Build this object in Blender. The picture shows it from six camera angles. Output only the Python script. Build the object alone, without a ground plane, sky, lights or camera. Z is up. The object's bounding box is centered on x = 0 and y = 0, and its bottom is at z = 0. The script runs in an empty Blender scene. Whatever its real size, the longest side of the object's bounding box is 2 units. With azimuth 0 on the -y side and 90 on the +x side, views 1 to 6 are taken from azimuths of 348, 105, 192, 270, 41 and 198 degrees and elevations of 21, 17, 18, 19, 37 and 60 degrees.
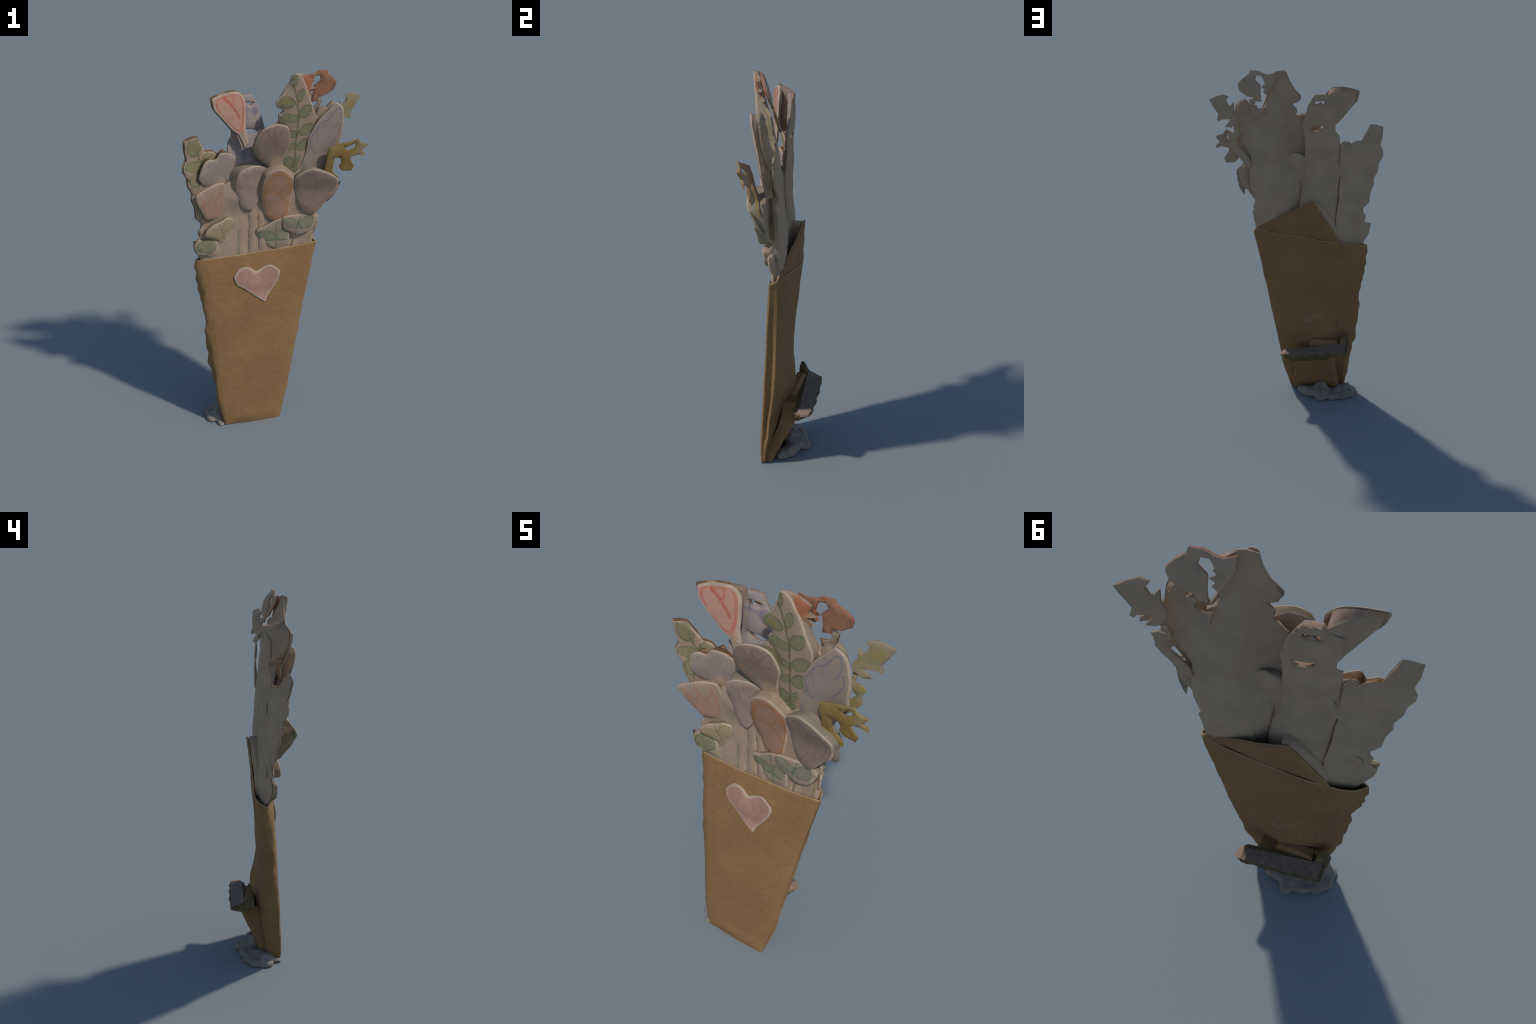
# A hand-made paper bouquet: crayon-coloured cardboard flowers standing in a flat
# kraft-paper pouch with a paper heart, propped from behind by a folded cardboard
# support with a serrated metal strip, and stuck to the ground with grey putty.
import bpy, math, random
import numpy as np
from mathutils import Vector, noise, geometry

random.seed(7)
rng = np.random.default_rng(7)

# ------------------------------------------------------------------ helpers
root = bpy.data.objects.new("paper_flower_bouquet", None)
bpy.context.scene.collection.objects.link(root)
root["label"] = "crayon-coloured paper flowers in a flat brown paper pouch"
root["category"] = "paper bouquet"


def make_object(name, verts, faces, mats, face_mats=None, parent=None, angle=40):
    me = bpy.data.meshes.new(name)
    me.from_pydata([tuple(map(float, v)) for v in verts], [], [tuple(map(int, f)) for f in faces])
    for m in mats:
        me.materials.append(m)
    if face_mats is not None:
        me.polygons.foreach_set("material_index", list(map(int, face_mats)))
    me.polygons.foreach_set("use_smooth", [True] * len(me.polygons))
    me.update()
    me.set_sharp_from_angle(angle=math.radians(angle))
    ob = bpy.data.objects.new(name, me)
    bpy.context.scene.collection.objects.link(ob)
    ob.parent = parent or root
    return ob


def smooth_loop(pts, n=4):
    """closed Catmull-Rom curve through the control points"""
    p = np.asarray(pts, float)
    out = []
    for i in range(len(p)):
        a, b, c, d = p[i - 1], p[i], p[(i + 1) % len(p)], p[(i + 2) % len(p)]
        for k in range(n):
            t = k / n
            out.append(0.5 * (2 * b + (c - a) * t + (2 * a - 5 * b + 4 * c - d) * t * t + (3 * b - a - 3 * c + d) * t ** 3))
    return np.array(out)


def straight_loop(pts, step):
    p = np.asarray(pts, float)
    out = []
    for i in range(len(p)):
        a, b = p[i], p[(i + 1) % len(p)]
        n = max(1, int(np.linalg.norm(b - a) / step))
        out += [a + (b - a) * k / n for k in range(n)]
    return np.array(out)


def inside(q, loop):
    a, b = loop, np.roll(loop, -1, 0)
    x, y = q[:, 0, None], q[:, 1, None]
    hit = ((a[:, 1] > y) != (b[:, 1] > y)) & (x < (b[:, 0] - a[:, 0]) * (y - a[:, 1]) / (b[:, 1] - a[:, 1] + 1e-12) + a[:, 0])
    return hit.sum(1) % 2 == 1


def distance(q, loops):
    best = np.full(len(q), 1e9)
    for l in loops:
        a, b = l, np.roll(l, -1, 0)
        ab = b - a
        t = np.clip(((q[:, None] - a) * ab).sum(2) / ((ab ** 2).sum(1) + 1e-12), 0, 1)
        best = np.minimum(best, np.linalg.norm(q[:, None] - a - t[..., None] * ab, axis=2).min(1))
    return best


def turning(loop):
    x, y = loop[:, 0], loop[:, 1]
    return np.sign((x * np.roll(y, -1) - np.roll(x, -1) * y).sum())


def plane(a, b, c):
    return lambda x, z: a + b * x + c * z


def n3(x, y, z):
    return noise.noise(Vector((x, y, z)))


def table(zs, vs):
    return lambda z: float(np.interp(z, zs, vs))


# outline of the pouch by height: front left, front right, back right, back middle,
# back left fold and outer left wall
FLx = table([0, .03, .13, .27, .39, .514, .677, .849, 1], [-.265, -.277, -.300, -.316, -.329, -.344, -.361, -.381, -.402])
FLy = table([0, .03, .145, .344, .445, .538, .726, .874, 1], [-.144, -.147, -.139, -.123, -.112, -.102, -.086, -.068, -.046])
FRx = table([0, .05, .188, .36, .45, .57, .7, .85, .97, 1], [.064, .077, .107, .138, .153, .175, .199, .230, .257, .265])
FRy = table([0, 1], [-.102, -.001])
BRx = table([0, .05, .1, .17, .26, .36, .45, .55, .7, .85, 1], [.060, .077, .092, .110, .122, .134, .148, .165, .190, .220, .251])
BRy = table([0, .05, .1, .17, .26, .36, .45, .56, .683, .854, 1], [-.086, -.078, -.068, -.050, -.042, -.026, -.011, .004, .012, .027, .039])
BMy = table([0, .1, .2, .3, .39, .45, .5, .586, .672, .788, .886, .94, 1], [-.075, -.05, -.018, .018, .040, .040, .026, .010, .020, .029, .042, .051, .056])
BLx = table([0, .1, .25, .36, .45, .5, .6, .77, .9, 1], [-.245, -.255, -.265, -.275, -.265, -.262, -.255, -.25, -.31, -.335])
BLy = table([0, .1, .25, .36, .45, .5, .6, .77, .9, 1], [-.10, -.07, -.03, 0, 0, -.006, -.002, .018, .018, .028])
LMx = table([0, .07, .13, .18, .226, .29, .314, .358, .43, .486, .6, .637, .705, .742, .817, .853, .934, 1],
            [-.275, -.290, -.303, -.307, -.313, -.331, -.336, -.357, -.366, -.374, -.380, -.371, -.391, -.394, -.42, -.414, -.43, -.425])
LMy = table([0, .08, .25, .43, .6, .75, .83, 1], [-.1, -.062, -.055, -.068, -.083, -.05, -.032, -.033])



def swell(s, z):
    """how far the back bulges across its width (0 right, 1 left): low down only at the left"""
    tent = np.minimum(s / 0.62, (1 - s) / 0.38)
    k = np.interp(z, [0.48, 0.62], [1, 0])
    return k * np.clip(tent, 0, 1) + (1 - k) * (4 * s * (1 - s)) ** 0.7


def pouch_front(x, z):
    z = np.clip(z, 0, 1)
    out = np.zeros(len(x))
    for i in range(len(x)):
        zz = float(z[i])
        s = np.clip((x[i] - FLx(zz)) / (FRx(zz) - FLx(zz)), 0, 1)
        out[i] = FLy(zz) + (FRy(zz) - FLy(zz)) * s - np.interp(zz, [0, .04, .7, .9, 1], [.004, 0.018, .027, .032, .021]) * (4 * s * (1 - s)) ** 0.6
    return out


def pouch_back(x, z):
    z = np.clip(z, 0, 1)
    out = np.zeros(len(x))
    for i in range(len(x)):
        q = float(z[i])
        if x[i] > BLx(q):
            s = np.clip((BRx(q) - x[i]) / (BRx(q) - BLx(q)), 0, 1)
            m = (BRy(q) + BLy(q)) / 2
            out[i] = BRy(q) + (BLy(q) - BRy(q)) * s + (BMy(q) - m) * float(swell(s, q))
        else:
            s = np.clip((BLx(q) - x[i]) / (BLx(q) - LMx(q)), 0, 1)
            out[i] = BLy(q) + (LMy(q) - BLy(q)) * s
    return out


def flap_back(x, z):
    return -0.1394 - 0.0425 * x + 0.1667 * z + 0.016 * np.exp(-(x / 0.15) ** 2) + 0.010 * np.clip((x - 0.05) / 0.12, 0, 1)


def inside_pouch(x, y, z):
    """what stands in the pouch keeps between its walls; freer the higher above the mouth"""
    free = np.maximum(0, z - (1.03 + 0.09 * x))
    lo = pouch_front(x, z) + 0.009 - 1.2 * free
    edge = np.interp(x, [-0.28, -0.118, 0.243], [1.01, 1.264, 1.078]) - z      # below the edge of the back flap
    hi = np.where(edge > 0, np.minimum(flap_back(x, z) - 0.008, pouch_back(x, z) - 0.012 + 0.9 * free), np.minimum(flap_back(x, z) - 0.006 - 1.2 * edge, pouch_back(x, z) - 0.012 + 0.9 * free))
    return np.where(free > 0.12, y, np.clip(y, np.minimum(lo, hi), np.maximum(lo, hi)))


def plate(name, outline, front, back, mats, rim=0.007, smooth=True, holes=(), shrink=1.0, shift=(0, 0),
          spacing=0.022, relief=0.003, rounding=0.0075, side_rough=0.002, rings=2, seed=0, parent=None, back_round=None, in_pouch=True):
    """a cut-out of card in the x-z plane between a front and a back surface y(x, z);
    the back may be smaller than the front (shrink, shift), so that the sides lean in.
    material slots: 0 face, 1 cut rim, 2 side, 3 back"""
    loops = [smooth_loop(outline) if smooth else straight_loop(outline, spacing)]
    loops += [straight_loop(h, spacing) for h in holes]
    if turning(loops[0]) < 0:
        loops[0] = loops[0][::-1]
    loops[1:] = [l[::-1] if turning(l) > 0 else l for l in loops[1:]]
    pts, cons = [], []
    for l in loops:
        o = len(pts)
        pts += list(l)
        cons += [(o + i, o + (i + 1) % len(l)) for i in range(len(l))]
    nb = len(pts)
    extra = []
    for l in loops:
        t = np.roll(l, -1, 0) - np.roll(l, 1, 0)
        t /= np.linalg.norm(t, axis=1)[:, None] + 1e-9
        nrm = np.stack([-t[:, 1], t[:, 0]], 1)
        for off in (rim * 0.45, rim):
            q = l + nrm * off
            ok = inside(q, loops[0]) & (distance(q, loops) > off * 0.85)
            extra += list(q[ok])
    lo, hi = loops[0].min(0), loops[0].max(0)
    gx, gz = np.meshgrid(np.arange(lo[0], hi[0], spacing), np.arange(lo[1], hi[1], spacing))
    g = np.stack([gx.ravel(), gz.ravel()], 1)
    g += np.random.default_rng(seed + 5).uniform(-0.2, 0.2, g.shape) * spacing
    g = g[inside(g, loops[0])]
    for l in loops[1:]:
        g = g[~inside(g, l)]
    if len(g):
        g = g[distance(g, loops) > rim * 1.5]
    allp = [Vector(p) for p in pts + extra + list(g)]
    vo, eo, fo, ov, oe, of = geometry.delaunay_2d_cdt(allp, cons, [], 0, 1e-5)
    q = np.array([tuple(v) for v in vo])
    src = {}
    for i, l in enumerate(ov):
        for s in l:
            src.setdefault(s, i)
    tri = np.array([f for f in fo if len(f) == 3])
    cen = q[tri].mean(1)
    keep = inside(cen, loops[0])
    for l in loops[1:]:
        keep &= ~inside(cen, l)
    tri, cen = tri[keep], cen[keep]
    a, b, c = q[tri[:, 0]], q[tri[:, 1]], q[tri[:, 2]]
    area = (b[:, 0] - a[:, 0]) * (c[:, 1] - a[:, 1]) - (b[:, 1] - a[:, 1]) * (c[:, 0] - a[:, 0])
    tri[area < 0] = tri[area < 0][:, ::-1]
    d = distance(q, loops)
    d[[src[i] for i in range(nb)]] = 0
    R = rounding
    roll = R * (1 - np.sqrt(np.clip(1 - (1 - np.clip(d / R, 0, 1)) ** 2, 0, 1)))
    Rb = R if back_round is None else back_round
    rollb = Rb * (1 - np.sqrt(np.clip(1 - (1 - np.clip(d / Rb, 0, 1)) ** 2, 0, 1)))
    mid = loops[0].mean(0)
    bq = mid + (q - mid) * shrink + np.array(shift)
    bump = np.array([n3(p[0] * 14, seed * 3.1, p[1] * 14) + 0.5 * n3(p[0] * 35, seed + 9.0, p[1] * 35) for p in q])
    dome = 0.006 * np.exp(-d / 0.02)          # faces are gently pillowed
    fy = front(q[:, 0], q[:, 1]) + (roll + dome - 0.005 if rounding > 0.0045 else roll) + bump * relief
    by = back(bq[:, 0], bq[:, 1]) - rollb - np.roll(bump, 7) * 0
    bump2 = np.array([n3(p[0] * 11, seed * 2.3 + 40, p[1] * 11) for p in bq])
    by = np.maximum(by + bump2 * relief, (front(bq[:, 0], bq[:, 1]) + 0.006))
    if in_pouch:
        fy = inside_pouch(q[:, 0], fy, q[:, 1])
        by = np.maximum(inside_pouch(bq[:, 0], by, bq[:, 1]), fy + 0.003)
    N = len(q)
    V = [(q[i, 0], fy[i], q[i, 1]) for i in range(N)] + [(bq[i, 0], by[i], bq[i, 1]) for i in range(N)]
    # seen from the front (-y) with x to the right and z up, ccw triangles face the viewer
    F = [tuple(t) for t in tri] + [tuple(t[::-1] + N) for t in tri]
    M = [1 if x < rim * 0.88 else 0 for x in distance(cen, loops)] + [3] * len(tri)
    o = 0
    for l in loops:
        ids = [src[o + i] for i in range(len(l))]
        o += len(l)
        rows = [ids]
        for k in range(1, rings + 1):
            t = k / (rings + 1)
            row = []
            for i in ids:
                p = Vector(V[i]).lerp(Vector(V[i + N]), t)
                w = noise.noise_vector(Vector((p.x * 25, p.y * 25 + seed, p.z * 25)))
                row.append(len(V))
                V.append(p + w * side_rough)
            rows.append(row)
        rows.append([i + N for i in ids])
        for r0, r1 in zip(rows, rows[1:]):
            for i in range(len(ids)):
                j = (i + 1) % len(ids)
                if r0[i] != r0[j]:
                    F.append((r0[j], r0[i], r1[i], r1[j]))
                    M.append(2)
    return make_object(name, V, F, mats, M, parent)


# ---------------------------------------------------------------- materials
def new_material(name, rough=0.85):
    m = bpy.data.materials.new(name)
    m.use_nodes = True
    t = m.node_tree
    b = t.nodes["Principled BSDF"]
    b.inputs["Roughness"].default_value = rough
    b.inputs["Specular IOR Level"].default_value = 0.2
    return m, t, b


def node(t, kind, **kw):
    n = t.nodes.new(kind)
    for k, v in kw.items():
        if k.startswith("_"):
            n.inputs[k[1:].replace("_", " ")].default_value = v
        else:
            setattr(n, k, v)
    return n


def math_node(t, op, a, b=None, clamp=False):
    n = node(t, "ShaderNodeMath", operation=op, use_clamp=clamp)
    for i, v in enumerate((a, b)):
        if v is None:
            continue
        if isinstance(v, (int, float)):
            n.inputs[i].default_value = v
        else:
            t.links.new(v, n.inputs[i])
    return n.outputs[0]


def vec_node(t, op, a, b=None):
    n = node(t, "ShaderNodeVectorMath", operation=op)
    for i, v in enumerate((a, b)):
        if v is None:
            continue
        if isinstance(v, (tuple, list)):
            n.inputs[i].default_value = v
        else:
            t.links.new(v, n.inputs[i])
    return n


def mix_colour(t, fac, a, b, blend="MIX"):
    n = node(t, "ShaderNodeMix", data_type="RGBA", blend_type=blend)
    for s, v in ((0, fac), (6, a), (7, b)):
        if isinstance(v, (int, float)):
            n.inputs[s].default_value = v
        elif isinstance(v, (tuple, list)):
            n.inputs[s].default_value = (*v, 1) if len(v) == 3 else v
        else:
            t.links.new(v, n.inputs[s])
    return n.outputs[2]


def noise_tex(t, vec, scale, detail=3, rough=0.6):
    n = node(t, "ShaderNodeTexNoise", _Scale=scale, _Detail=detail, _Roughness=rough)
    t.links.new(vec, n.inputs["Vector"])
    return n


def smooth_step(t, v, lo, hi, out_lo=0.0, out_hi=1.0):
    n = node(t, "ShaderNodeMapRange", interpolation_type="SMOOTHSTEP")
    t.links.new(v, n.inputs[0])
    for i, x in enumerate((lo, hi, out_lo, out_hi)):
        n.inputs[1 + i].default_value = x
    return n.outputs[0]


def segment_group():
    g = bpy.data.node_groups.new("stroke_segment", "ShaderNodeTree")
    for nm in ("P", "A", "B"):
        g.interface.new_socket(nm, in_out="INPUT", socket_type="NodeSocketVector")
    g.interface.new_socket("Distance", in_out="OUTPUT", socket_type="NodeSocketFloat")
    i, o = g.nodes.new("NodeGroupInput"), g.nodes.new("NodeGroupOutput")
    P, A, B = i.outputs[0], i.outputs[1], i.outputs[2]
    pa = vec_node(g, "SUBTRACT", P, A).outputs[0]
    ba = vec_node(g, "SUBTRACT", B, A).outputs[0]
    h = math_node(g, "DIVIDE", vec_node(g, "DOT_PRODUCT", pa, ba).outputs["Value"], vec_node(g, "DOT_PRODUCT", ba, ba).outputs["Value"], clamp=True)
    sc = node(g, "ShaderNodeVectorMath", operation="SCALE")
    g.links.new(ba, sc.inputs[0])
    g.links.new(h, sc.inputs["Scale"])
    g.links.new(vec_node(g, "DISTANCE", pa, sc.outputs[0]).outputs["Value"], o.inputs[0])
    return g


SEGMENT = segment_group()


class line:
    """a crayon line through points (x, z)"""
    def __init__(self, colour, width, *pts):
        self.colour, self.width, self.pts = colour, width, pts


class ring:
    """a drawn petal outline: ellipse with centre, radii and tilt, faintly filled"""
    def __init__(self, x, z, rx, rz, tilt, fill=0.35):
        self.c, self.r, self.tilt, self.fill = (x, z), (rx, rz), tilt, fill


class leaf(ring):
    """a leaf coloured in, with a darker outline"""
    def __init__(self, x, z, rx, rz, tilt):
        super().__init__(x, z, rx, rz, tilt, 0.85)


def paper_base(t, colour, mottle=0.12):
    co = node(t, "ShaderNodeTexCoord").outputs["Object"]
    big = noise_tex(t, co, 9, 4).outputs[0]
    fine = noise_tex(t, co, 120, 3).outputs[0]
    col = mix_colour(t, smooth_step(t, big, 0.3, 0.7), [c * (1 - mottle) for c in colour], [min(1, c * (1 + mottle)) for c in colour])
    col = mix_colour(t, smooth_step(t, fine, 0.3, 0.7, 0, 0.25), col, [c * 0.8 for c in colour])
    return co, col


def paper_bump(t, b, co, strength=0.25, scale=70):
    bp = node(t, "ShaderNodeBump", _Strength=strength, _Distance=0.004)
    t.links.new(noise_tex(t, co, scale, 4).outputs[0], bp.inputs["Height"])
    t.links.new(bp.outputs[0], b.inputs["Normal"])


def paper(name, colour, mottle=0.12, bump=0.25):
    m, t, b = new_material(name)
    co, col = paper_base(t, colour, mottle)
    t.links.new(col, b.inputs["Base Color"])
    paper_bump(t, b, co, bump)
    return m


def drawing(name, colour, marks, inks, mottle=0.1, leaf_fill=(0.15, 0.16, 0.07), ring_ink=None, patches=()):
    """paper coloured with crayons: lines, petal rings and leaves at places on the sheet.
    patches: (x, z, rx, rz, colour, strength) soft areas of another crayon"""
    m, t, b = new_material(name)
    co, col = paper_base(t, colour, mottle)
    wob = noise_tex(t, co, 30, 2)
    w = vec_node(t, "SUBTRACT", wob.outputs["Color"], (0.5, 0.5, 0.5)).outputs[0]
    w = vec_node(t, "MULTIPLY", w, (0.011, 0.0, 0.011)).outputs[0]
    flat = vec_node(t, "MULTIPLY", co, (1, 0, 1)).outputs[0]
    P = vec_node(t, "ADD", flat, w).outputs[0]
    grain = smooth_step(t, noise_tex(t, co, 90, 3).outputs[0], 0.3, 0.62, 0.45, 1.0)

    def ellipse(c, r, tilt):
        mp = node(t, "ShaderNodeMapping", vector_type="TEXTURE")
        mp.inputs["Location"].default_value = (c[0], 0, c[1])
        mp.inputs["Rotation"].default_value = (0, -math.radians(tilt), 0)
        mp.inputs["Scale"].default_value = (r[0], 1, r[1])
        t.links.new(P, mp.inputs["Vector"])
        return vec_node(t, "LENGTH", mp.outputs[0]).outputs["Value"]

    for x, z, rx, rz, c, s in patches:
        f = smooth_step(t, ellipse((x, z), (rx, rz), 0), 1.25, 0.5, 0, s)
        col = mix_colour(t, f, col, c)
    for k in marks:
        if isinstance(k, ring):
            L = ellipse(k.c, k.r, k.tilt)
            mean = (k.r[0] + k.r[1]) / 2
            ink = inks["A"] if ring_ink is None else ring_ink
            body = leaf_fill if isinstance(k, leaf) else [0.5 * (p + q) for p, q in zip(ink, colour)]
            f = math_node(t, "MULTIPLY", smooth_step(t, L, 1.1, 0.92, 0, k.fill), grain)
            col = mix_colour(t, f, col, body)
            e = math_node(t, "MULTIPLY", math_node(t, "ABSOLUTE", math_node(t, "SUBTRACT", L, 0.95)), mean)
            f = math_node(t, "MULTIPLY", smooth_step(t, e, 0.006, 0.001, 0, 0.7), grain)
            col = mix_colour(t, f, col, ink)
        else:
            d = None
            for a, c in zip(k.pts, k.pts[1:]):
                g = node(t, "ShaderNodeGroup", node_tree=SEGMENT)
                t.links.new(P, g.inputs[0])
                g.inputs[1].default_value = (a[0], 0, a[1])
                g.inputs[2].default_value = (c[0], 0, c[1])
                d = g.outputs[0] if d is None else math_node(t, "MINIMUM", d, g.outputs[0])
            f = math_node(t, "MULTIPLY", smooth_step(t, d, k.width, k.width * 0.25, 0, 0.9), grain)
            col = mix_colour(t, f, col, inks[k.colour])
    t.links.new(col, b.inputs["Base Color"])
    paper_bump(t, b, co)
    return m


def blotched(name, colours, scale=14, bump=0.25):
    """patchy crayon: noise running through a ramp of colours"""
    m, t, b = new_material(name)
    co = node(t, "ShaderNodeTexCoord").outputs["Object"]
    r = node(t, "ShaderNodeValToRGB")
    t.links.new(noise_tex(t, co, scale, 3, 0.5).outputs[0], r.inputs[0])
    el = r.color_ramp.elements
    el[0].position, el[1].position = 0.32, 0.68
    for i in range(1, len(colours) - 1):
        el.new(0.32 + 0.36 * i / (len(colours) - 1))
    for e, c in zip(el, colours):
        e.color = (*c, 1)
    t.links.new(r.outputs[0], b.inputs["Base Color"])
    paper_bump(t, b, co, bump)
    return m


KRAFT_C = (0.265, 0.147, 0.061)
PAPER_C = (0.36, 0.245, 0.17)


def kraft(name, colour=KRAFT_C, stains=()):
    """brown recycled card: fibres lying across it, faint creases and stains"""
    m, t, b = new_material(name, 0.9)
    co = node(t, "ShaderNodeTexCoord").outputs["Object"]
    st = vec_node(t, "MULTIPLY", co, (0.6, 0.6, 1.15)).outputs[0]
    big = noise_tex(t, co, 4, 4).outputs[0]
    fib = noise_tex(t, st, 45, 5, 0.65).outputs[0]
    col = mix_colour(t, smooth_step(t, big, 0.3, 0.7), [c * 0.9 for c in colour], [c * 1.1 for c in colour])
    col = mix_colour(t, smooth_step(t, fib, 0.35, 0.7, 0, 0.5), col, [c * 0.78 for c in colour])
    spk = noise_tex(t, st, 200, 2).outputs[0]
    col = mix_colour(t, smooth_step(t, spk, 0.6, 0.8, 0, 0.35), col, [c * 1.35 for c in colour])
    if stains:   # scuffs, grease and the pale ghost of a label on the back
        sep = node(t, "ShaderNodeSeparateXYZ")
        t.links.new(co, sep.inputs[0])
        rear = smooth_step(t, sep.outputs[1], -0.03, 0.0)
        ragged = math_node(t, "MULTIPLY", rear, smooth_step(t, noise_tex(t, co, 25, 4).outputs[0], 0.35, 0.6))
        for x, z, rx, rz, k, c in stains:
            mp = node(t, "ShaderNodeMapping", vector_type="TEXTURE")
            mp.inputs["Location"].default_value = (x, 0, z)
            mp.inputs["Scale"].default_value = (rx, 1000, rz)
            t.links.new(co, mp.inputs["Vector"])
            f = smooth_step(t, vec_node(t, "LENGTH", mp.outputs[0]).outputs["Value"], 1.2, 0.6, 0, k)
            col = mix_colour(t, math_node(t, "MULTIPLY", f, ragged), col, c)
    t.links.new(col, b.inputs["Base Color"])
    bp = node(t, "ShaderNodeBump", _Strength=0.45, _Distance=0.006)
    t.links.new(noise_tex(t, st, 28, 5, 0.6).outputs[0], bp.inputs["Height"])
    t.links.new(bp.outputs[0], b.inputs["Normal"])
    return m


RIM = paper("cut_paper_edge", (0.43, 0.32, 0.235), 0.16, 0.4)
BACK = paper("grey_card_back", (0.40, 0.284, 0.196), 0.09, 0.35)
WHITE = paper("plain_card", PAPER_C, 0.08)
SIDE = blotched("layered_card_side", [(0.35, 0.245, 0.165), (0.28, 0.20, 0.13), (0.40, 0.285, 0.20)], 12)
RUST = blotched("rusty_brown_side", [(0.20, 0.09, 0.035), (0.13, 0.07, 0.03), (0.30, 0.19, 0.11)], 16)
PINKSIDE = blotched("pinkish_brown_side", [(0.24, 0.14, 0.085), (0.36, 0.235, 0.17), (0.30, 0.18, 0.115)], 14)
OLIVE = blotched("olive_side", [(0.20, 0.16, 0.075), (0.29, 0.215, 0.13), (0.16, 0.14, 0.065)], 10)
GREYSIDE = blotched("grey_side", [(0.33, 0.255, 0.18), (0.25, 0.21, 0.15), (0.37, 0.27, 0.18)], 9)
KRAFT = kraft("kraft_card", stains=[(-0.08, 0.505, 0.045, 0.018, 0.5, (0.30, 0.22, 0.13)), (-0.262, 0.49, 0.022, 0.02, 0.9, (0.10, 0.075, 0.045)),
                                     (-0.182, 0.472, 0.008, 0.006, 0.4, (0.40, 0.33, 0.24)), (-0.138, 0.522, 0.007, 0.005, 0.4, (0.40, 0.33, 0.24)),
                                     (-0.27, 0.42, 0.05, 0.05, 0.6, (0.15, 0.095, 0.05)), (0.0, 0.37, 0.06, 0.03, 0.4, (0.17, 0.10, 0.05))])
KRAFT_EDGE = paper("torn_kraft_edge", (0.40, 0.27, 0.14), 0.1)

GREEN, DARK_GREEN = (0.17, 0.19, 0.08), (0.09, 0.12, 0.055)

def inset(pts, k, shift):
    p = np.array(pts)
    m = p.mean(0)
    return m + (p - m) * k + np.array(shift)


F_CROWN = plane(.4299, .6087, -.2469)
F_DAISY = plane(.4944, .4636, -.2882)
F_PINK = plane(.5181, .3572, -.3758)
F_ORANGE = plane(.3426, .2043, -.3052)
F_ROUND = plane(.4693, -.0094, -.3835)
F_MAUVE = plane(.4364, .2934, -.3333)
F_FERN = plane(.1439, .1477, -.1359)
F_IRIS = plane(.1987, .2208, -.185)
F_TULIP = plane(-.1719, .3821, .0929)
F_STEM = plane(-.0824, -.0659, .0316)
F_OLIVE = plane(.3133, .4322, -.2213)
F_LEAFM = plane(.316, .1345, -.3151)
F_LEAFR = plane(.0845, .2885, -.1366)
F_YELLOW = plane(.3748, .1072, -.3135)
F_RED = plane(.562, .2431, -.3328)
F_GREEN = plane(.2431, .4506, -.2162)

# ------------------------------------------------------------ back surfaces
def through(points, poly):
    """smooth surface y(x, z): a polynomial corrected near the known points"""
    p = np.array(points)

    def base(x, z):
        c = [np.ones_like(x), x, z] + ([x * x, x * z, z * z] if poly == 2 else [])
        return np.stack(c, -1)
    w = np.linalg.lstsq(base(p[:, 0], p[:, 2]), p[:, 1], rcond=None)[0]
    res = p[:, 1] - base(p[:, 0], p[:, 2]) @ w

    def f(x, z):
        x, z = np.asarray(x, float), np.asarray(z, float)
        k = 1 / ((x[..., None] - p[:, 0]) ** 2 + (z[..., None] - p[:, 2]) ** 2 + 0.06 ** 2) ** 1.5
        return base(x, z) @ w + (k * res).sum(-1) / (k.sum(-1) + 300)
    return f


main_back = through([(0.072, -0.12, 1.99), (0.113, -0.072, 1.884), (0.063, -0.014, 1.496), (0.191, 0.054, 1.254), (0.15, 0.046, 1.176),
                     (0.267, 0.05, 1.412), (0.002, -0.052, 1.57), (0.022, -0.057, 1.662), (0.302, -0.008, 1.747), (-0.015, -0.095, 1.842),
                     (0.005, -0.09, 1.776), (0.267, 0.044, 1.464), (-0.026, 0.01, 1.266), (0.204, 0.0, 1.824), (0.161, -0.06, 1.969),
                     (0.2, 0.034, 1.65), (0.22, 0.042, 1.526), (0.23, 0.052, 1.437), (0.22, 0.056, 1.33), (0.2, 0.048, 1.187),
                     (0.11, -0.006, 1.7), (0.10, -0.045, 1.8), (0.13, 0.018, 1.6), (0.16, 0.042, 1.53)], 2)
main_plain = main_back


def main_back(x, z):
    """with soft stem ridges down the back"""
    lean = x - 0.10 * (z - 1.6)
    ridge = 0.010 / (1 + np.exp(-(lean - 0.03) / 0.006)) / (1 + np.exp((lean - 0.155) / 0.006)) / (1 + np.exp(-(z - 1.50) / 0.03))
    low = 0.008 / (1 + np.exp((x - 0.06 - 0.5 * (1.5 - z)) / 0.005)) / (1 + np.exp((z - 1.50) / 0.01))
    return main_plain(x, z) + ridge + low - 0.006
strip_back = through([(-0.062, -0.003, 1.463), (-0.252, -0.03, 1.626), (-0.248, -0.018, 1.808), (-0.099, 0.014, 1.678),
                      (-0.026, 0.01, 1.266), (-0.245, 0.0, 1.15), (-0.115, 0.024, 1.872), (-0.06, 0.02, 1.70),
                      (-0.16, 0.024, 1.75), (-0.16, 0.018, 1.56), (-0.15, 0.010, 1.40)], 2)
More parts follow.
